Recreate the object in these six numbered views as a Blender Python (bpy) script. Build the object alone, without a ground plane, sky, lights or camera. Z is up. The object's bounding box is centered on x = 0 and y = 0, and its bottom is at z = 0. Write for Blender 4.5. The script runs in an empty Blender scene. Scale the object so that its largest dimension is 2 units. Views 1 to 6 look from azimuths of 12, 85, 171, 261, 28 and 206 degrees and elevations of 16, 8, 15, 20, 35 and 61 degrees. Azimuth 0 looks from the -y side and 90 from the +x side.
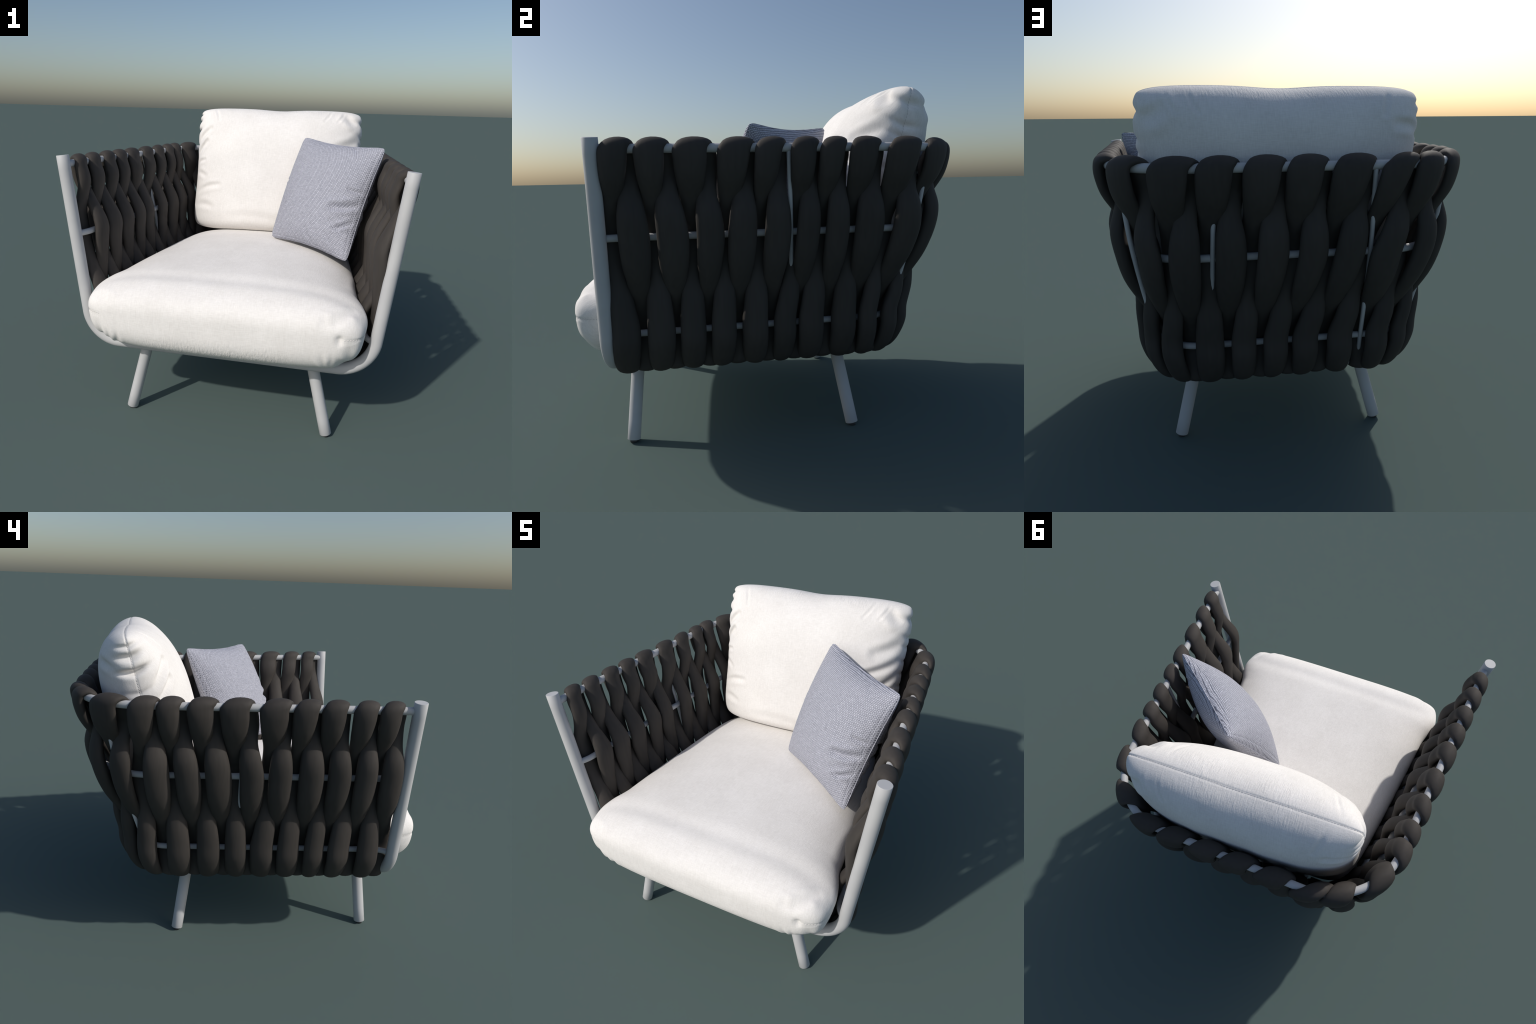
# Outdoor lounge armchair: tubular metal frame, thick woven straps, two cushions and a throw pillow.
import bpy, math, random
import numpy as np
from mathutils import Vector, Matrix

random.seed(7)
rng = np.random.default_rng(7)
scene = bpy.context.scene

# ------------------------------------------------------------------ helpers
def new_mesh(name, verts, faces, mat, parent=None, smooth=True):
    me = bpy.data.meshes.new(name)
    me.from_pydata([tuple(map(float, v)) for v in verts], [], faces)
    me.validate()
    me.update()
    if smooth:
        me.polygons.foreach_set("use_smooth", [True] * len(me.polygons))
    if mat:
        me.materials.append(mat)
    ob = bpy.data.objects.new(name, me)
    scene.collection.objects.link(ob)
    if parent is not None:
        ob.parent = parent
    return ob

def empty(name, loc=(0, 0, 0)):
    ob = bpy.data.objects.new(name, None)
    ob.empty_display_size = 0.1
    ob.location = loc
    scene.collection.objects.link(ob)
    return ob

def tube_geo(path, radius, seg=20, caps=True, chamfer=0.0):
    """Round tube swept along a polyline with parallel-transported frames."""
    P = np.asarray(path, float)
    n = len(P)
    T = np.gradient(P, axis=0)
    T /= np.linalg.norm(T, axis=1)[:, None]
    ref = np.array([0, 0, 1.0]) if abs(T[0][2]) < .9 else np.array([1.0, 0, 0])
    A = np.cross(T[0], ref)
    A /= np.linalg.norm(A)
    verts, rings = [], []
    stations = [(P[i], T[i], radius) for i in range(n)]
    if chamfer:
        stations[0] = (P[0], T[0], radius - chamfer)
        stations.insert(1, (P[0] + T[0] * chamfer, T[0], radius))
        stations[-1] = (P[-1], T[-1], radius - chamfer)
        stations.insert(-1, (P[-1] - T[-1] * chamfer, T[-1], radius))
    for p, t, r in stations:
        A = A - t * (A @ t)
        A /= np.linalg.norm(A)
        B = np.cross(t, A)
        ring = []
        for k in range(seg):
            a = 2 * math.pi * k / seg
            ring.append(len(verts))
            verts.append(p + r * (math.cos(a) * A + math.sin(a) * B))
        rings.append(ring)
    faces = []
    for a, b in zip(rings[:-1], rings[1:]):
        for k in range(seg):
            faces.append((a[k], a[(k + 1) % seg], b[(k + 1) % seg], b[k]))
    if caps:
        faces.append(tuple(reversed(rings[0])))
        faces.append(tuple(rings[-1]))
    return verts, faces

def tube(name, path, radius, mat, parent, seg=20, chamfer=0.0):
    v, f = tube_geo(path, radius, seg, True, chamfer)
    ob = new_mesh(name, v, f, mat, parent)
    ob.data.polygons[-1].use_smooth = False
    ob.data.polygons[-2].use_smooth = False
    return ob

def catmull(pts, per=8):
    """Centripetal-free Catmull-Rom through rows of numbers (positions and widths alike)."""
    P = np.asarray(pts, float)
    P = np.vstack([2 * P[0] - P[1], P, 2 * P[-1] - P[-2]])
    out = []
    for i in range(1, len(P) - 2):
        for t in np.linspace(0, 1, per, endpoint=False):
            a, b, c, d = P[i - 1], P[i], P[i + 1], P[i + 2]
            out.append(.5 * (2 * b + (c - a) * t + (2 * a - 5 * b + 4 * c - d) * t ** 2 + (3 * b - a - 3 * c + d) * t ** 3))
    out.append(P[-2])
    return np.array(out)

# ------------------------------------------------------------------ materials
def material(name):
    m = bpy.data.materials.new(name)
    m.use_nodes = True
    nt = m.node_tree
    bsdf = nt.nodes["Principled BSDF"]
    return m, nt, bsdf

def node(nt, kind, **props):
    n = nt.nodes.new(kind)
    for k, v in props.items():
        if k in n.inputs:
            n.inputs[k].default_value = v
        else:
            setattr(n, k, v)
    return n

def math_node(nt, op, a, b=None, clamp=False):
    n = nt.nodes.new("ShaderNodeMath")
    n.operation = op
    n.use_clamp = clamp
    for i, x in enumerate((a, b)):
        if x is None:
            continue
        if isinstance(x, (int, float)):
            n.inputs[i].default_value = x
        else:
            nt.links.new(x, n.inputs[i])
    return n.outputs[0]

def ramp(nt, fac, stops):
    r = nt.nodes.new("ShaderNodeValToRGB")
    el = r.color_ramp.elements
    while len(el) < len(stops):
        el.new(.5)
    for e, (p, c) in zip(el, stops):
        e.position = p
        e.color = (*c, 1) if len(c) == 3 else c
    nt.links.new(fac, r.inputs[0])
    return r.outputs[0]

def noise(nt, vec, scale=(1, 1, 1), s=1.0, detail=2.0, rough=.5):
    mp = nt.nodes.new("ShaderNodeMapping")
    mp.inputs["Scale"].default_value = scale
    nt.links.new(vec, mp.inputs[0])
    n = node(nt, "ShaderNodeTexNoise", Scale=s, Detail=detail, Roughness=rough)
    nt.links.new(mp.outputs[0], n.inputs["Vector"])
    return n.outputs["Fac"]

def mat_metal():
    m, nt, b = material("powder_coated_metal")
    tc = nt.nodes.new("ShaderNodeTexCoord")
    f = noise(nt, tc.outputs["Object"], s=6, detail=3)
    c = ramp(nt, f, [(.35, (.490, .493, .500)), (.65, (.525, .528, .532))])
    nt.links.new(c, b.inputs["Base Color"])
    b.inputs["Roughness"].default_value = .55
    b.inputs["Specular IOR Level"].default_value = .3
    g = noise(nt, tc.outputs["Object"], s=420, detail=1)
    bp = node(nt, "ShaderNodeBump", Strength=.05, Distance=.001)
    nt.links.new(g, bp.inputs["Height"])
    nt.links.new(bp.outputs[0], b.inputs["Normal"])
    return m

def mat_strap():
    m, nt, b = material("woven_strap_cover")
    tc = nt.nodes.new("ShaderNodeTexCoord")
    oi = nt.nodes.new("ShaderNodeObjectInfo")
    f = noise(nt, tc.outputs["Object"], (60, 60, 6), 1, 3)
    v = math_node(nt, "ADD", math_node(nt, "MULTIPLY", f, .7), math_node(nt, "MULTIPLY", oi.outputs["Random"], .3))
    c = ramp(nt, v, [(.25, (.045, .040, .036)), (.75, (.058, .051, .046))])
    nt.links.new(c, b.inputs["Base Color"])
    b.inputs["Roughness"].default_value = .72
    b.inputs["Specular IOR Level"].default_value = .25
    g = noise(nt, tc.outputs["Object"], (260, 260, 14), 1, 2)
    bp = node(nt, "ShaderNodeBump", Strength=.12, Distance=.002)
    nt.links.new(g, bp.inputs["Height"])
    nt.links.new(bp.outputs[0], b.inputs["Normal"])
    return m

def linen_nodes(nt, b, tc, base_lo, base_hi):
    o = tc.outputs["Object"]
    w1 = noise(nt, o, (28, 300, 260), 1, 4, .6)
    w2 = noise(nt, o, (300, 28, 28), 1, 4, .6)
    w = math_node(nt, "MULTIPLY", math_node(nt, "ADD", w1, w2), .5)
    big = noise(nt, o, s=5, detail=3)
    v = math_node(nt, "ADD", math_node(nt, "MULTIPLY", w, .75), math_node(nt, "MULTIPLY", big, .25))
    c = ramp(nt, v, [(.36, base_lo), (.62, base_hi)])
    nt.links.new(c, b.inputs["Base Color"])
    b.inputs["Roughness"].default_value = .9
    b.inputs["Specular IOR Level"].default_value = .15
    return w

LINEN_LO, LINEN_HI = (.755, .728, .699), (.895, .870, .845)

def mat_linen(kind):
    m, nt, b = material("linen_" + kind)
    tc = nt.nodes.new("ShaderNodeTexCoord")
    o = tc.outputs["Object"]
    w = linen_nodes(nt, b, tc, LINEN_LO, LINEN_HI)
    sep = nt.nodes.new("ShaderNodeSeparateXYZ")
    nt.links.new(o, sep.inputs[0])
    x, y, z = sep.outputs
    ax = math_node(nt, "ABSOLUTE", x)
    if kind == "seat":      # fine vertical puckers low on the front face
        pk = noise(nt, o, (95, 10, 26), 1, 3, .6)
        lo = node(nt, "ShaderNodeMapRange", clamp=True)
        nt.links.new(z, lo.inputs[0])
        for i, val in zip((1, 2, 3, 4), (-.06, -.17, 0, 1)):
            lo.inputs[i].default_value = val
        fr = node(nt, "ShaderNodeMapRange", clamp=True)
        nt.links.new(y, fr.inputs[0])
        for i, val in zip((1, 2, 3, 4), (-.70, -.78, 0, 1)):
            fr.inputs[i].default_value = val
        mask = math_node(nt, "MULTIPLY", lo.outputs[0], fr.outputs[0])
    else:                   # puckers on both sides of the top seam
        pk = math_node(nt, "MULTIPLY", noise(nt, o, (130, 34, 20), 1, 3, .6), noise(nt, o, s=7, detail=1))
        lo = node(nt, "ShaderNodeMapRange", clamp=True)
        nt.links.new(y, lo.inputs[0])
        for i, val in zip((1, 2, 3, 4), (.36, .44, 0, 1)):
            lo.inputs[i].default_value = val
        mask = lo.outputs[0]
    side = node(nt, "ShaderNodeMapRange", clamp=True)
    nt.links.new(ax, side.inputs[0])
    for i, val in zip((1, 2, 3, 4), (.52, .30, 0, 1)):
        side.inputs[i].default_value = val
    mask = math_node(nt, "MULTIPLY", mask, side.outputs[0])
    h = math_node(nt, "ADD", math_node(nt, "MULTIPLY", w, .22), math_node(nt, "MULTIPLY", math_node(nt, "MULTIPLY", pk, mask), 1.0))
    bp = node(nt, "ShaderNodeBump", Strength=.8, Distance=.008)
    nt.links.new(h, bp.inputs["Height"])
    nt.links.new(bp.outputs[0], b.inputs["Normal"])
    return m

def mat_thread(name, col):
    m, nt, b = material(name)
    tc = nt.nodes.new("ShaderNodeTexCoord")
    f = noise(nt, tc.outputs["Object"], s=300)
    c = ramp(nt, f, [(.3, tuple(k * .9 for k in col)), (.7, col)])
    nt.links.new(c, b.inputs["Base Color"])
    b.inputs["Roughness"].default_value = .85
    return m

def mat_pillow():
    m, nt, b = material("basket_weave_cloth")
    tc = nt.nodes.new("ShaderNodeTexCoord")
    o = tc.outputs["Object"]
    # slight irregularity of the weave
    wob = node(nt, "ShaderNodeTexNoise", Scale=14.0, Detail=2.0)
    nt.links.new(o, wob.inputs["Vector"])
    mixv = node(nt, "ShaderNodeVectorMath", operation="MULTIPLY_ADD")
    nt.links.new(wob.outputs["Color"], mixv.inputs[0])
    mixv.inputs[1].default_value = (.006, .006, 0)
    nt.links.new(o, mixv.inputs[2])
    br = node(nt, "ShaderNodeTexBrick", Scale=1.0)
    br.inputs["Brick Width"].default_value = .0125
    br.inputs["Row Height"].default_value = .0072
    br.inputs["Mortar Size"].default_value = .0015
    br.inputs["Mortar Smooth"].default_value = .9
    br.inputs["Color1"].default_value = (.60, .61, .69, 1)
    br.inputs["Color2"].default_value = (.50, .51, .585, 1)
    br.inputs["Mortar"].default_value = (.165, .17, .21, 1)
    nt.links.new(mixv.outputs[0], br.inputs["Vector"])
    f = noise(nt, o, (60, 400, 60), 1, 3)
    c2 = ramp(nt, f, [(.3, (.80, .80, .80)), (.7, (1.08, 1.08, 1.08))])
    mx = node(nt, "ShaderNodeMix", data_type="RGBA", blend_type="MULTIPLY")
    mx.inputs[0].default_value = 1
    nt.links.new(br.outputs["Color"], mx.inputs[6])
    nt.links.new(c2, mx.inputs[7])
    nt.links.new(mx.outputs[2], b.inputs["Base Color"])
    b.inputs["Roughness"].default_value = .9
    b.inputs["Specular IOR Level"].default_value = .15
    inv = math_node(nt, "SUBTRACT", 1.0, br.outputs["Fac"])
    h = math_node(nt, "ADD", inv, math_node(nt, "MULTIPLY", f, .5))
    bp = node(nt, "ShaderNodeBump", Strength=.6, Distance=.003)
    nt.links.new(h, bp.inputs["Height"])
    nt.links.new(bp.outputs[0], b.inputs["Normal"])
    return m

def mat_plain(name, col, rough):
    m, nt, b = material(name)
    tc = nt.nodes.new("ShaderNodeTexCoord")
    f = noise(nt, tc.outputs["Object"], s=40)
    c = ramp(nt, f, [(.3, tuple(k * .9 for k in col)), (.7, col)])
    nt.links.new(c, b.inputs["Base Color"])
    b.inputs["Roughness"].default_value = rough
    return m

METAL, STRAP = mat_metal(), mat_strap()
LINEN_SEAT, LINEN_BACK = mat_linen("seat"), mat_linen("back")
WEAVE = mat_pillow()
THREAD = mat_thread("linen_thread", (.66, .64, .625))
RUBBER = mat_plain("rubber_glide", (.05, .05, .05), .7)

# ------------------------------------------------------------------ armchair frame
chair = empty("armchair")
chair["label"] = "outdoor lounge armchair with thick dark woven straps"
chair["category"] = "armchair"

Y_FRONT = -0.775

class Rail:
    """Horizontal U-shaped rail: straight sides drawn together to the back, rounded back corners."""
    def __init__(self, xf, xs, yb, r, z, flare=0.0):
        P0, C = np.array([xf, Y_FRONT]), np.array([xs, yb])
        d = (C - P0) / np.linalg.norm(C - P0)
        a, b = C - d * r, C + np.array([-r, 0])
        pts = [P0 + (a - P0) * t for t in np.linspace(0, 1, 200, endpoint=False)]
        c1, c2 = a + (C - a) * .55, b + (C - b) * .55
        for t in np.linspace(0, 1, 100, endpoint=False):
            pts.append((1 - t) ** 3 * a + 3 * t * (1 - t) ** 2 * c1 + 3 * t * t * (1 - t) * c2 + t ** 3 * b)
        pts += [b + (np.array([0, yb]) - b) * t for t in np.linspace(0, 1, 100)]
        pts = np.array(pts)
        # the ends bend out a little to meet the front hoop
        pts[:, 0] += flare * np.clip((-.69 - pts[:, 1]) / .085, 0, 1) ** 2
        pts = np.vstack([pts, pts[::-1][1:] * [-1, 1]])
        self.p, self.z = pts, z
        self.s = np.r_[0, np.cumsum(np.linalg.norm(np.diff(pts, axis=0), axis=1))]
        self.L = self.s[-1]
        t = np.gradient(pts, axis=0)
        self.t = t / np.linalg.norm(t, axis=1)[:, None]

    def at(self, s):
        e0, e1 = min(s, 0), max(s - self.L, 0)
        sc = min(max(s, 0), self.L)
        p = np.array([np.interp(sc, self.s, self.p[:, k]) for k in (0, 1)])
        t = np.array([np.interp(sc, self.s, self.t[:, k]) for k in (0, 1)])
        t /= np.linalg.norm(t)
        p = p + t * (e0 + e1)
        return np.array([p[0], p[1], self.z]), np.array([t[1], -t[0], 0.0]), np.array([t[0], t[1], 0.0])

    def nearest(self, q):
        return float(self.s[np.argmin(np.hypot(self.p[:, 0] - q[0], self.p[:, 1] - q[1]))])

    def path(self, n=140):
        idx = np.linspace(0, self.L, n)
        return [self.at(s)[0] for s in idx]

TOP = Rail(.930, .765, .945, .36, 1.505)
MID = Rail(.860, .690, .845, .26, 1.112, .022)
LOW = Rail(.790, .613, .700, .20, .640, .036)
BASE = Rail(.728, .575, .648, .16, .470)
R_TOP, R_MID, R_LOW, R_BASE = .0205, .0175, .0165, .018

tube("rail", TOP.path(), R_TOP, METAL, chair, 18)
tube("rail", MID.path(260), R_MID, METAL, chair, 16)
tube("rail", LOW.path(260), R_LOW, METAL, chair, 16)
tube("rail", BASE.path(), R_BASE, METAL, chair, 14)

# front hoop: two leaning uprights joined by a bottom bar through wide bends
def hoop_path():
    top, knee, bz = np.array([.943, 1.553]), np.array([.820, .470]), .470
    d = (top - knee) / np.linalg.norm(top - knee)
    r = .175
    a, b = knee + d * r, knee + np.array([-r, 0])
    half = [top + (a - top) * t for t in np.linspace(0, 1, 12, endpoint=False)]
    for t in np.linspace(0, 1, 24, endpoint=False):
        c1, c2 = a + (knee - a) * .56, b + (knee - b) * .56
        half.append((1 - t) ** 3 * a + 3 * t * (1 - t) ** 2 * c1 + 3 * t * t * (1 - t) * c2 + t ** 3 * b)
    half += [b + (np.array([0, bz]) - b) * t for t in np.linspace(0, 1, 8)]
    half = np.array(half)
    full = np.vstack([half, half[::-1][1:] * [-1, 1]])
    return [(x, Y_FRONT - .008 * max(0, (1.553 - z)), z) for x, z in full]

tube("front_frame", hoop_path(), .0345, METAL, chair, 28, chamfer=.0015)

# splayed legs with small glides
for foot, head in (((.606, -.733), (.492, -.700)), ((-.606, -.733), (-.492, -.700)),
                   ((.552, .456), (.435, .372)), ((-.552, .456), (-.435, .372))):
    a, b = np.array([*foot, .0115]), np.array([*head, .474])
    leg = tube("leg", [a + (b - a) * t for t in np.linspace(0, 1, 6)], .0340, METAL, chair, 24, chamfer=.002)
    tube("foot_glide", [(foot[0], foot[1], 0.0), (foot[0], foot[1], .012)], .021, RUBBER, leg, 20)

# bars under the seat that carry the legs
for y, x in ((-.700, .66), (.372, .555)):
    tube("seat_bar", [(-x, y, .468), (-x / 3, y, .468), (x / 3, y, .468), (x, y, .468)], .0175, METAL, chair, 14)
for x in (-.30, 0, .30):
    tube("seat_bar", [(x, -.77, .4715), (x, -.2, .4715), (x, .2, .4715), (x, .595, .4715)], .014, METAL, chair, 12)

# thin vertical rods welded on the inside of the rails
def rod(points, r=.0110):
    tube("upright_rod", catmull(points, 6), r, METAL, chair, 12)

def rail_pts(fr, off=.014):
    out = []
    for rl, f in zip((TOP, MID, LOW, BASE), fr):
        p, n, _ = rl.at(f)
        out.append(p + n * off * (.3 if rl is TOP else 1))
    return out

def s_at(rail, x=None, y=None, sign=1):
    """Arc length on the rail where it passes the given x (back) or y (sides)."""
    ok = rail.p[:, 0] * sign >= 0
    idx = np.where(ok)[0]
    k = 0 if x is not None else 1
    val = x if x is not None else y
    sel = idx if x is None else idx[rail.p[idx, 1] > .3]
    return float(rail.s[sel[np.argmin(abs(rail.p[sel, k] - val))]])

RAILS = (TOP, MID, LOW, BASE)
for sg in (1, -1):
    rod(rail_pts([s_at(rl, y=yy, sign=sg) for rl, yy in zip(RAILS, (.082, .098, .100, .100))]))
    rod(rail_pts([s_at(rl, x=sg * c, sign=sg) for rl, c in zip(RAILS, (.330, .352, .368, .372))]))
    rod(rail_pts([s_at(rl, x=sg * c, sign=sg) for rl, c in zip(RAILS, (.715, .668, .597, .560))], .032))

# ------------------------------------------------------------------ woven straps
# arc-length positions of each strap on the top rail (over the rail), on the middle rail
# (inner strand passes outside) and on the low rail (outer strand passes outside)
TOP_S = [.089, .239, .414, .609, .766, .927, 1.064, 1.217, 1.412, 1.622, 1.847, 2.021, 2.211, 2.386,
         2.583, 2.775, 2.925, 3.140, 3.330, 3.458, 3.616, 3.783, 3.978, 4.136, 4.276, 4.433, 4.563]
MID_S = [.154, .325, .496, .643, .811, .958, 1.102, 1.263, 1.448, 1.630, 1.763, 1.952, 2.132, 2.307,
         2.471, 2.640, 2.820, 2.962, 3.130, 3.291, 3.452, 3.626, 3.774, 3.938, 4.088, 4.229, 4.369]
LOW_S = [.080, .251, .402, .550, .704, .855, .990, 1.160, 1.290, 1.400, 1.507, 1.659, 1.819, 1.972,
         2.116, 2.288, 2.470, 2.580, 2.690, 2.850, 3.017, 3.171, 3.319, 3.470, 3.618, 3.759, 3.926]

def between(lst, i, side):
    j = i + side
    if 0 <= j < len(lst):
        return .5 * (lst[i] + lst[j])
    return lst[i] + side * .078

def strap(i):
    t, m, l = TOP_S[i], MID_S[i], LOW_S[i]
    m_in, l_in = between(MID_S, i, -1), between(LOW_S, i, 1)
    pitch = .5 * (TOP_S[min(i + 1, 26)] - TOP_S[max(i - 1, 0)]) * (1 if 0 < i < 26 else 2)
    if i in (5, 22):              # leaves a slit beside a vertical rod
        m_in += .035
    if i == 0:
        m_in -= .022
    t_in = t + .31 * pitch
    if i == 26:
        t_in = t + .05
    if i == 15:
        t_in, l_in = t_in + .045, l_in + .040
    wt = np.clip(.415 * pitch, .056, .086) * rng.uniform(.97, 1.03)
    wm = np.clip(.41 * (between(MID_S, i, 1) - between(MID_S, i, -1)), .058, .071) * rng.uniform(.95, 1.05)
    wl = np.clip(.42 * (between(LOW_S, i, 1) - between(LOW_S, i, -1)), .050, .064) * rng.uniform(.95, 1.05)
    rows = []

    def pt(rail, s, off, dz, w, h, z=None):
        p, n, tg = rail.at(s)
        q = p + n * off + np.array([0, 0, dz])
        rows.append([*q, *tg, w, h])

    def mix(ra, sa, rb, sb, f, off, w, h):
        pa, na, ta = ra.at(sa)
        pb, nb, tb = rb.at(sb)
        q = pa * (1 - f) + pb * f + (na * (1 - f) + nb * f) * off
        tg = ta * (1 - f) + tb * f
        rows.append([*q, *tg, w, h])

    lb, lib = (BASE.nearest(LOW.at(q)[0]) for q in (l, l_in))
    # outer strand, from under the base upwards
    pt(BASE, lb, -.080, -.004, wl * .78, .022)
    pt(BASE, lb, -.018, -.020, wl * .76, .025)
    pt(BASE, lb, .034, -.006, wl * .84, .029)
    pt(BASE, lb, .074, .048, wl * .95, .033)
    pt(LOW, l, .054, -.040, wl, .035)
    pt(LOW, l, .058, .045, wl * .99, .036)
    mix(LOW, l, MID, m_in, .32, .034, wl * .90, .034)
    mix(LOW, l, MID, m_in, .58, .004, wl * .74, .030)
    pt(MID, m_in, -.034, -.07, .060, .030)
    pt(MID, m_in, -.036, .04, .059, .030)
    mix(MID, m_in, TOP, t, .44, -.006, wt * .70, .029)
    mix(MID, m_in, TOP, t, .68, .028, wt * .88, .031)
    mix(MID, m_in, TOP, t, .86, .034, wt * .98, .031)
    pt(TOP, t, .028, -.008, wt, .028)
    # over the rail
    d = t_in - t
    pt(TOP, t + d * .22, .022, .016, wt * .99, .025)
    pt(TOP, t + d * .48, .0, .0270, wt * .93, .0235)
    pt(TOP, t + d * .75, -.023, .014, wt * .88, .025)
    pt(TOP, t_in, -.032, -.022, wt * .86, .028)
    # inner strand back down
    mix(TOP, t_in, MID, m, .25, -.034, wt * .84, .029)
    mix(TOP, t_in, MID, m, .50, .004, wm * .72, .029)
    mix(TOP, t_in, MID, m, .74, .044, wm * .92, .034)
    pt(MID, m, .053, .0, wm, .035)
    mix(MID, m, LOW, l_in, .26, .047, wm * .94, .035)
    mix(MID, m, LOW, l_in, .50, .016, wm * .74, .031)
    mix(MID, m, LOW, l_in, .74, -.028, .056, .027)
    pt(LOW, l_in, -.042, .01, .058, .026)
    pt(LOW, l_in, -.026, -.07, .058, .026)
    pt(BASE, lib, .022, .012, .052, .027)
    pt(BASE, lib, .012, -.012, .056, .026)
    pt(BASE, lib, -.030, -.024, .054, .024)
    pt(BASE, lib, -.085, -.004, .048, .020)

    C = catmull(rows, 6)
    P, W, w, h = C[:, :3], C[:, 3:6], C[:, 6], C[:, 7]
    T = np.gradient(P, axis=0)
    T /= np.linalg.norm(T, axis=1)[:, None]
    W /= np.linalg.norm(W, axis=1)[:, None]      # the flat side stays level, along the rail
    N = np.cross(T, W)
    N /= np.linalg.norm(N, axis=1)[:, None]
    # each strap twists a little along its length
    q = np.linspace(0, 1, len(P))
    roll = rng.uniform(.05, .26) * np.sin(2 * math.pi * (q * rng.uniform(1.2, 2.6) + rng.uniform(0, 1)))
    roll *= 1 - np.exp(-((q - .53) / .06) ** 2)
    W, N = W * np.cos(roll)[:, None] + N * np.sin(roll)[:, None], N * np.cos(roll)[:, None] - W * np.sin(roll)[:, None]
    seg = 18
    verts, faces = [], []
    ex = 1.0
    for k in range(len(P)):
        for j in range(seg):
            a = 2 * math.pi * j / seg
            ca, sa = math.cos(a), math.sin(a)
            x = math.copysign(abs(ca) ** ex, ca) * w[k]
            y = math.copysign(abs(sa) ** ex, sa) * h[k]
            verts.append(P[k] + W[k] * x + N[k] * y)
    n = len(P)
    for k in range(n - 1):
        for j in range(seg):
            j2 = (j + 1) % seg
            faces.append((k * seg + j, k * seg + j2, (k + 1) * seg + j2, (k + 1) * seg + j))
    faces.append(tuple(range(seg))[::-1])
    faces.append(tuple((n - 1) * seg + j for j in range(seg)))
    new_mesh("woven_strap", verts, faces, STRAP, chair)

for i in range(len(TOP_S)):
    strap(i)

# ------------------------------------------------------------------ cushions
def fold_field(X, Y, folds):
    """Creases and bulges: (x0, y0, x1, y1, half width, depth) in metres of the flat cushion."""
    D = np.zeros_like(X)
    for x0, y0, x1, y1, wd, dep in folds:
        dx, dy = x1 - x0, y1 - y0
        L2 = dx * dx + dy * dy + 1e-9
        tt = ((X - x0) * dx + (Y - y0) * dy) / L2
        tc = np.clip(tt, 0, 1)
        # bend the crease a little
        bow = .06 * math.sqrt(L2) * np.sin(math.pi * tc)
        nx, ny = -dy / math.sqrt(L2), dx / math.sqrt(L2)
        d = np.hypot(X - x0 - tc * dx - bow * nx, Y - y0 - tc * dy - bow * ny)
        taper = np.where(tt > 1, 1, 1) * (.35 + .65 * np.sin(math.pi * np.clip(.15 + .85 * (1 - tc), 0, 1)))
        k = d / wd
        D += dep * taper * (np.exp(-k * k) - .45 * np.exp(-((k - 1.7) / .9) ** 2))
    return D

def smooth_noise(X, Y, scale, seed, octaves=3):
    g = np.random.default_rng(seed)
    out = np.zeros_like(X)
    amp = 1.0
    for o in range(octaves):
        for _ in range(5):
            a = g.uniform(0, 2 * math.pi)
            f = scale * 2 ** o * g.uniform(.7, 1.3)
            out += amp * np.sin((X * math.cos(a) + Y * math.sin(a)) * f + g.uniform(0, 6.28)) / 5
        amp *= .5
    return out

def cushion(name, mat, shape, nu, nv, parent=None):
    """Two sheets joined at a seam.  shape(u, v, side) -> xyz arrays with u, v in -1..1."""
    th = np.linspace(-math.pi / 2, math.pi / 2, nu)
    ph = np.linspace(-math.pi / 2, math.pi / 2, nv)
    U, V = np.meshgrid(np.sin(th), np.sin(ph), indexing="ij")
    A, B = np.meshgrid(np.cos(th), np.cos(ph), indexing="ij")
    up, lo = shape(U, V, A, B, 1), shape(U, V, A, B, -1)
    edge = np.zeros((nu, nv), bool)
    edge[0], edge[-1], edge[:, 0], edge[:, -1] = True, True, True, True
    up[edge] = .5 * (up[edge] + lo[edge])
    verts = list(up.reshape(-1, 3))
    ids = np.arange(nu * nv).reshape(nu, nv)
    lid = ids.copy()
    k = nu * nv
    for i in range(nu):
        for j in range(nv):
            if not edge[i, j]:
                lid[i, j] = k
                verts.append(lo[i, j])
                k += 1
    faces = []
    for i in range(nu - 1):
        for j in range(nv - 1):
            faces.append((ids[i, j], ids[i + 1, j], ids[i + 1, j + 1], ids[i, j + 1]))
            faces.append((lid[i, j], lid[i, j + 1], lid[i + 1, j + 1], lid[i + 1, j]))
    faces = [tuple(int(q) for q in f) for f in faces]
    ob = new_mesh(name, verts, faces, mat, parent)
    rim = [up[i, 0] for i in range(nu)] + [up[-1, j] for j in range(1, nv)] + \
          [up[i, -1] for i in range(nu - 2, -1, -1)] + [up[0, j] for j in range(nv - 2, 0, -1)]
    return ob, np.array(rim)

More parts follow.
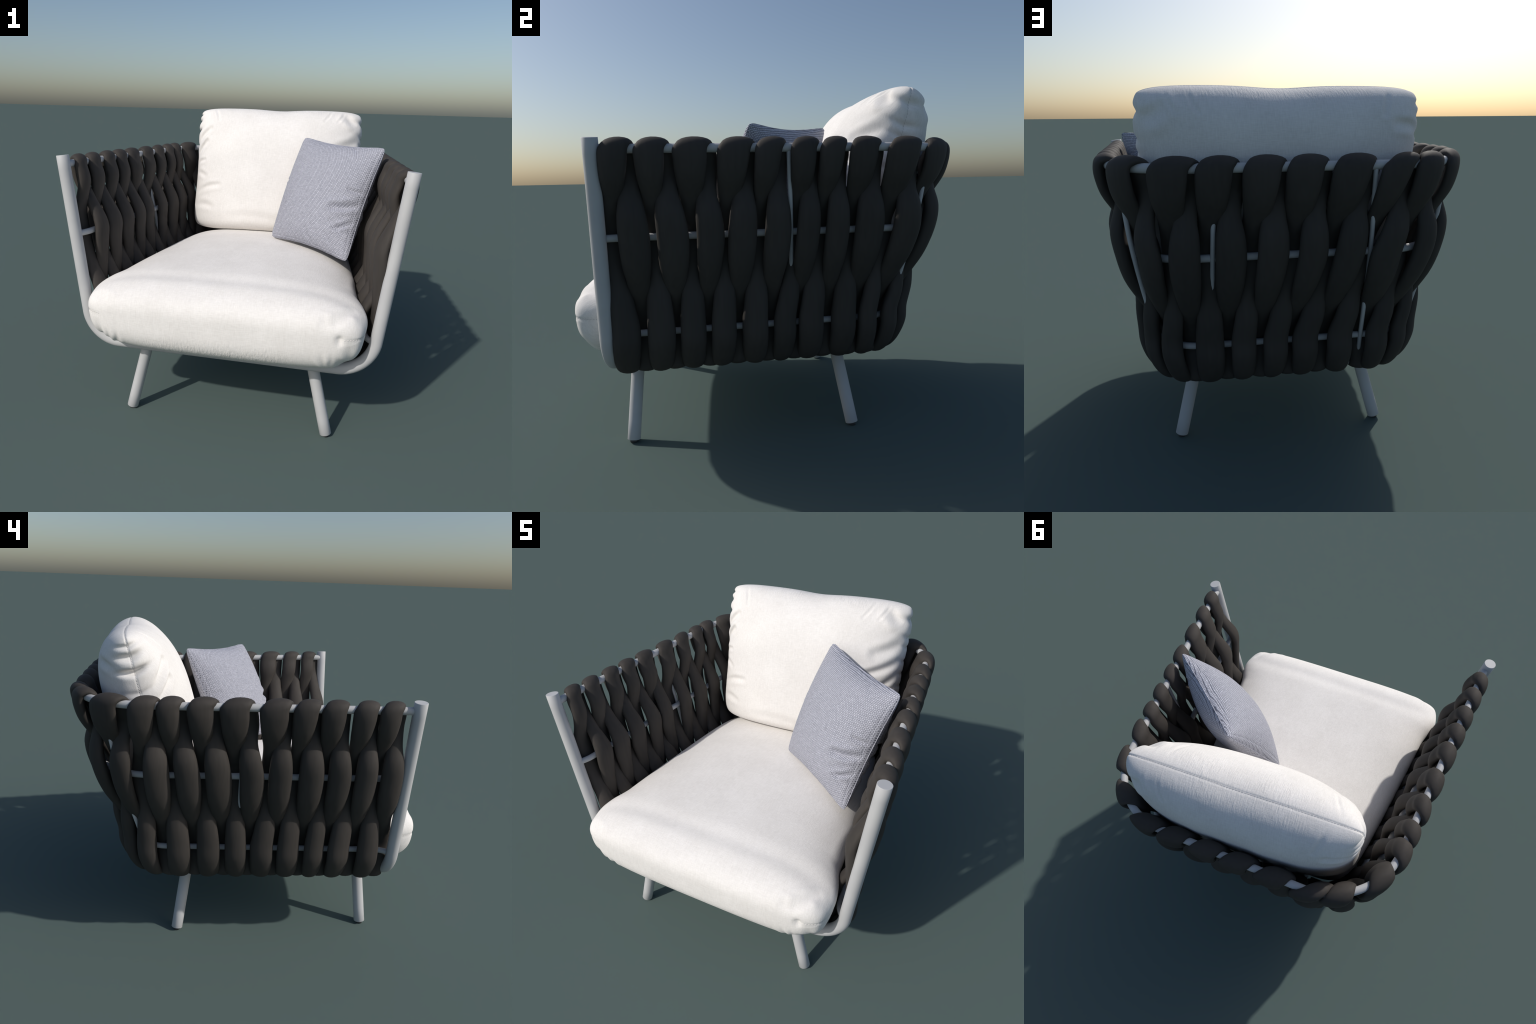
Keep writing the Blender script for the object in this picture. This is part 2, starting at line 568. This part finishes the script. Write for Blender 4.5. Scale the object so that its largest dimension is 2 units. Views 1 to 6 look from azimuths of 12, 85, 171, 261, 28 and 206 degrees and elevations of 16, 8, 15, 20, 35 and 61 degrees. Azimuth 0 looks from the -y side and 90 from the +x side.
def stitches(name, rim, parent, mat, pitch=.016, length=.011, r=.0014, keep=None, lift=.0004):
    """Row of short thread stitches lying along the seam."""
    d = np.r_[0, np.cumsum(np.linalg.norm(np.diff(np.vstack([rim, rim[:1]]), axis=0), axis=1))]
    loop = np.vstack([rim, rim[:1]])
    c = rim.mean(axis=0)
    verts, faces = [], []
    for s in np.arange(0, d[-1], pitch):
        a = np.array([np.interp(s, d, loop[:, k]) for k in range(3)])
        b = np.array([np.interp(s + length, d, loop[:, k]) for k in range(3)])
        if keep is not None and not keep(a):
            continue
        out = (a - c) / np.linalg.norm(a - c) * lift
        skew = np.array([0, 0, .0016])
        path = [a + out - skew, a + (b - a) * .3 + out * 2 - skew * .4, a + (b - a) * .7 + out * 2 + skew * .4, b + out + skew]
        v, f = tube_geo(path, r, 6)
        k = len(verts)
        verts += v
        faces += [tuple(q + k for q in ff) for ff in f]
    ob = new_mesh(name, verts, faces, mat, parent)
    ob["kind"] = "stuff"
    return ob

def corner_pull(U, V, k, n=7):
    q = (np.abs(U) ** n) * (np.abs(V) ** n)
    return U * (1 - k * q), V * (1 - k * q)

# --- seat cushion
SEAT_FOLDS_TOP = [(.68, -.93, .56, -.97, .02, -.012), (.70, -.86, .62, -.93, .022, -.010),
                  (-.70, -.93, -.60, -.98, .02, -.008), (.70, -.6, .74, -.2, .03, -.008)]
SEAT_FOLDS_LOW = [(.60, -.93, .56, -.99, .014, -.012), (.70, -.86, .64, -.97, .025, -.016), (.63, -.90, .61, -.99, .012, -.010),
                  (-.60, -.93, -.57, -.99, .013, -.012), (-.66, -.90, -.63, -.99, .012, -.011), (-.70, -.86, -.68, -.97, .02, -.012)]

def seat_shape(U, V, A, B, side):
    u, v = corner_pull(U, V, .064, 7)
    y = -.186 + .796 * v + .010 * (1 - U ** 2) * V * (V < 0)
    flare = np.clip((-.58 - y) / .24, 0, 1)
    w = .716 - .135 * (y + .60) / 1.2 + .048 * flare * flare * (3 - 2 * flare)
    x = u * w * (1 + .018 * (1 - V ** 2))
    if side > 0:
        f = (1 - np.abs(U) ** 4.8) ** .38 * (1 - np.abs(V) ** 6.4) ** .36
        z = f * (.184 + .056 * (1 - U ** 2) * (1 - (V - .15) ** 2 * .8))
        z += fold_field(x, y, SEAT_FOLDS_TOP) * np.minimum(1, f * 2)
        # shallow valley behind the plump front roll, following the corner
        yv = y + .768 + .10 * np.abs(U) ** 6
        z += f * (-.006 * np.exp(-(yv / .05) ** 2) + .003 * np.exp(-((yv + .085) / .05) ** 2))
    else:
        f = (1 - np.abs(U) ** 5.6) ** .35 * (1 - np.abs(V) ** 6.0) ** .31
        z = -f * .264
        z -= fold_field(x, y, SEAT_FOLDS_LOW) * np.minimum(1, f * 2)
    x = x + u * .30 * z * np.clip((y + .95) / .25, .3, 1)   # flanks lean with the sides of the frame
    n = smooth_noise(x, y, 7, 3 + side, 2) * .0035 * f
    z = z + side * n
    # pinch at the seam
    g = np.exp(-(z / .006) ** 2) * .003
    x = x - np.sign(U) * g * (np.abs(U) > .9)
    y = y - np.sign(V) * g * (np.abs(V) > .9) * np.clip((np.abs(x) - .655) / .03, 0, 1)
    # upright pleats where the front is tucked round the lower corners, and a dimple at the seam end
    front = np.clip((-V - .80) / .12, 0, 1)
    down = np.clip((-z - .02) / .10, 0, 1)
    for x0, wd, dep in ((.705, .030, .022), (.640, .012, .008), (.600, .010, .009), (-.690, .022, .012), (-.645, .010, .008), (-.600, .010, .009)):
        y = y + dep * np.exp(-((x - x0) / wd) ** 2) * front * (down if abs(x0) > .68 else np.clip((-z - .13) / .06, 0, 1))
    y = y + .016 * np.exp(-((x - .652) / .018) ** 2 - ((z - .0) / .022) ** 2) * front
    return np.stack([x, y, z], axis=-1)

seat, rim = cushion("seat_cushion", LINEN_SEAT, seat_shape, 190, 190)
seat.location = (0, 0, .718)
seat["label"] = "thick rounded off-white linen seat cushion"
seat["category"] = "cushion"
stitches("seam_stitching", rim, seat, THREAD, keep=lambda p: abs(p[0]) > .67 and p[1] < -.3 or p[1] > 0)

# --- back cushion: local x right, y up along the cushion, z towards the sitter
BACK_FOLDS_FRONT = [
    (-.61, .16, -.50, .28, .018, -.014), (-.61, .06, -.52, .18, .016, -.013), (-.60, .02, -.53, .04, .012, -.008),
    (-.60, -.05, -.52, -.08, .016, -.007), (-.58, -.20, -.40, -.15, .018, -.009), (-.58, -.30, -.46, -.31, .022, -.007),
    (-.50, .46, -.44, .35, .010, -.006), (.62, .12, .40, .02, .022, -.012), (.61, .02, .44, -.10, .020, -.013),
    (.60, -.06, .46, -.20, .020, -.012), (.62, .24, .48, .16, .03, -.010), (.60, .35, .52, .40, .028, -.016),
    (.41, .46, .36, .36, .009, -.005), (.50, .45, .46, .36, .010, -.004), (-.40, -.40, .10, -.40, .03, -.004)]
BACK_FOLDS_REAR = [
    (.62, .12, .40, .02, .022, -.010), (.60, .35, .52, .40, .028, -.014), (-.60, .30, -.48, .34, .02, -.010),
    (.41, .46, .37, .39, .009, -.005), (.50, .45, .46, .39, .010, -.004), (-.46, .46, -.42, .38, .012, -.007)]

BACK_GATHERS = [(-1, .395, .012, .020), (-1, .340, .019, .034), (-1, .262, .015, .058), (-1, .150, .014, .010),
                (1, .360, .022, .022), (1, .250, .016, .016), (1, .190, .013, .012), (1, .10, .012, .014), (1, .02, .012, .012), (1, -.06, .012, .010)]

def back_shape(U, V, A, B, side):
    u, v = corner_pull(U, V, .070, 6)
    x = u * (.624 + .030 * V ** 2 + .004 * U)
    y = v * (.472 + .012 * (V < 0)) - (.007 * (1 - U ** 2) + .011 * np.exp(-((U - .03) / .22) ** 2)) * np.clip(V, 0, 1) ** 2
    k = np.clip(V * 1.5 + .5, 0, 1)
    k = k * k * (3 - 2 * k)
    if side > 0:            # domed towards the sitter
        fu = (1 - np.abs(U) ** 2.7) ** .46
        fv = (1 - np.abs(V) ** 2.2) ** .52 * k + (1 - np.abs(V) ** 5.0) ** .30 * (1 - k)
        h = .275
    else:                   # flattened against the woven back
        fu = (1 - np.abs(U) ** 3.6) ** .44
        fv = (1 - np.abs(V) ** 3.4) ** .44 * k + (1 - np.abs(V) ** 4.0) ** .36 * (1 - k)
        h = .238
    f = fu * fv
    z = f * h
    fold = BACK_FOLDS_FRONT if side > 0 else BACK_FOLDS_REAR
    z = z + 1.25 * fold_field(x, y, fold) * np.minimum(1, f * 2.5)
    z = z + smooth_noise(x, y, 8, 21 + side, 2) * .0045 * f
    z = z * side
    g = np.exp(-(z / .005) ** 2) * .003
    x = x - np.sign(U) * g * (np.abs(U) > .9)
    y = y - np.sign(V) * g * (np.abs(V) > .9)
    # cloth gathered across the side seams near the top corners
    dip = np.zeros_like(x)
    for sg, y0, wd, dep in BACK_GATHERS:
        dip += dep * np.exp(-((y - y0 - .28 * np.maximum(z, 0) + .12 * np.minimum(z, 0)) / wd) ** 2) * (U * sg > 0)
    x = x - np.sign(U) * dip * .85 * np.exp(-(z / .075) ** 2) * np.clip((np.abs(U) - .72) / .28, 0, 1) ** 1.5
    return np.stack([x, y, z], axis=-1)

back, rim = cushion("back_cushion", LINEN_BACK, back_shape, 190, 160)
rt = Vector((1, .042, 0)).normalized()
up = Vector((0, .22, .965))
up = (up - rt * up.dot(rt)).normalized()
fwd = rt.cross(up)           # points towards the sitter
back.matrix_world = Matrix(((rt.x, up.x, fwd.x, .022), (rt.y, up.y, fwd.y, .608), (rt.z, up.z, fwd.z, 1.372), (0, 0, 0, 1)))
back["label"] = "plump off-white linen back cushion with stitched seam"
back["category"] = "cushion"
stitches("seam_stitching", rim, back, THREAD)

# --- throw pillow
c_tl, c_tr = Vector((.269, .360, 1.641)), Vector((.813, -.091, 1.615))
c_bl, c_br = Vector((.100, .091, .972)), Vector((.636, -.307, .947))
center = (c_tl + c_tr + c_bl + c_br) / 4
ex = ((c_tr - c_tl) + (c_br - c_bl)).normalized()
ey = ((c_tl - c_bl) + (c_tr - c_br)).normalized()
ez = ex.cross(ey).normalized()
ey = ez.cross(ex)
def to_local(c):
    d = c - center
    return np.array([d.dot(ex), d.dot(ey), d.dot(ez)])
L_TL, L_TR, L_BL, L_BR = map(to_local, (c_tl, c_tr, c_bl, c_br))
PILLOW_FOLDS = [(.33, -.02, .20, -.08, .020, -.026), (.33, -.13, .25, -.20, .012, -.016), (.33, .06, .26, .05, .012, -.013),
                (.31, -.22, .22, -.16, .014, -.009), (-.33, .02, -.28, .03, .010, -.009), (.10, -.33, .04, -.25, .016, -.008),
                (.14, .33, .22, .27, .012, -.007), (-.08, -.33, -.10, -.27, .014, -.006), (.24, -.30, .20, -.24, .012, -.007)]

def pillow_shape(U, V, A, B, side):
    u, v = corner_pull(U * 1.025, V * 1.025, .022, 12)
    a, b = (u + 1) / 2, (v + 1) / 2
    base = (L_BL * ((1 - a) * (1 - b))[..., None] + L_BR * (a * (1 - b))[..., None] +
            L_TL * ((1 - a) * b)[..., None] + L_TR * (a * b)[..., None])
    # edges drawn in between the corners
    base[..., 0] -= .022 * np.sign(U) * np.abs(U) ** 3 * (1 - V ** 2)
    base[..., 1] -= .030 * V ** 3 * (1 - U ** 2)
    f = ((1 - np.abs(U) ** 2.3) * (1 - np.abs(V) ** 2.3)) ** .62
    z = f * .152
    z = z + fold_field(base[..., 0], base[..., 1], PILLOW_FOLDS) * np.minimum(1, f * 3)
    z = z + smooth_noise(base[..., 0], base[..., 1], 14, 40 + side, 2) * .004 * f
    # needle line just inside the piped edges
    for e in (np.abs(U), np.abs(V)):
        z = z - .0035 * np.exp(-((e - .955) / .010) ** 2)
    z = side * (z + .006)
    base[..., 2] += z
    return base

pillow, rim = cushion("throw_pillow", WEAVE, pillow_shape, 130, 130)
pillow.matrix_world = Matrix(((ex.x, ey.x, ez.x, center.x), (ex.y, ey.y, ez.y, center.y), (ex.z, ey.z, ez.z, center.z), (0, 0, 0, 1)))
pillow["label"] = "square blue grey basket weave throw pillow with piped edge"
pillow["category"] = "pillow"
loop = np.vstack([rim, rim[:1]])
v, f = tube_geo(loop, .0035, 10, caps=False)
new_mesh("piping", v, f, WEAVE, pillow)
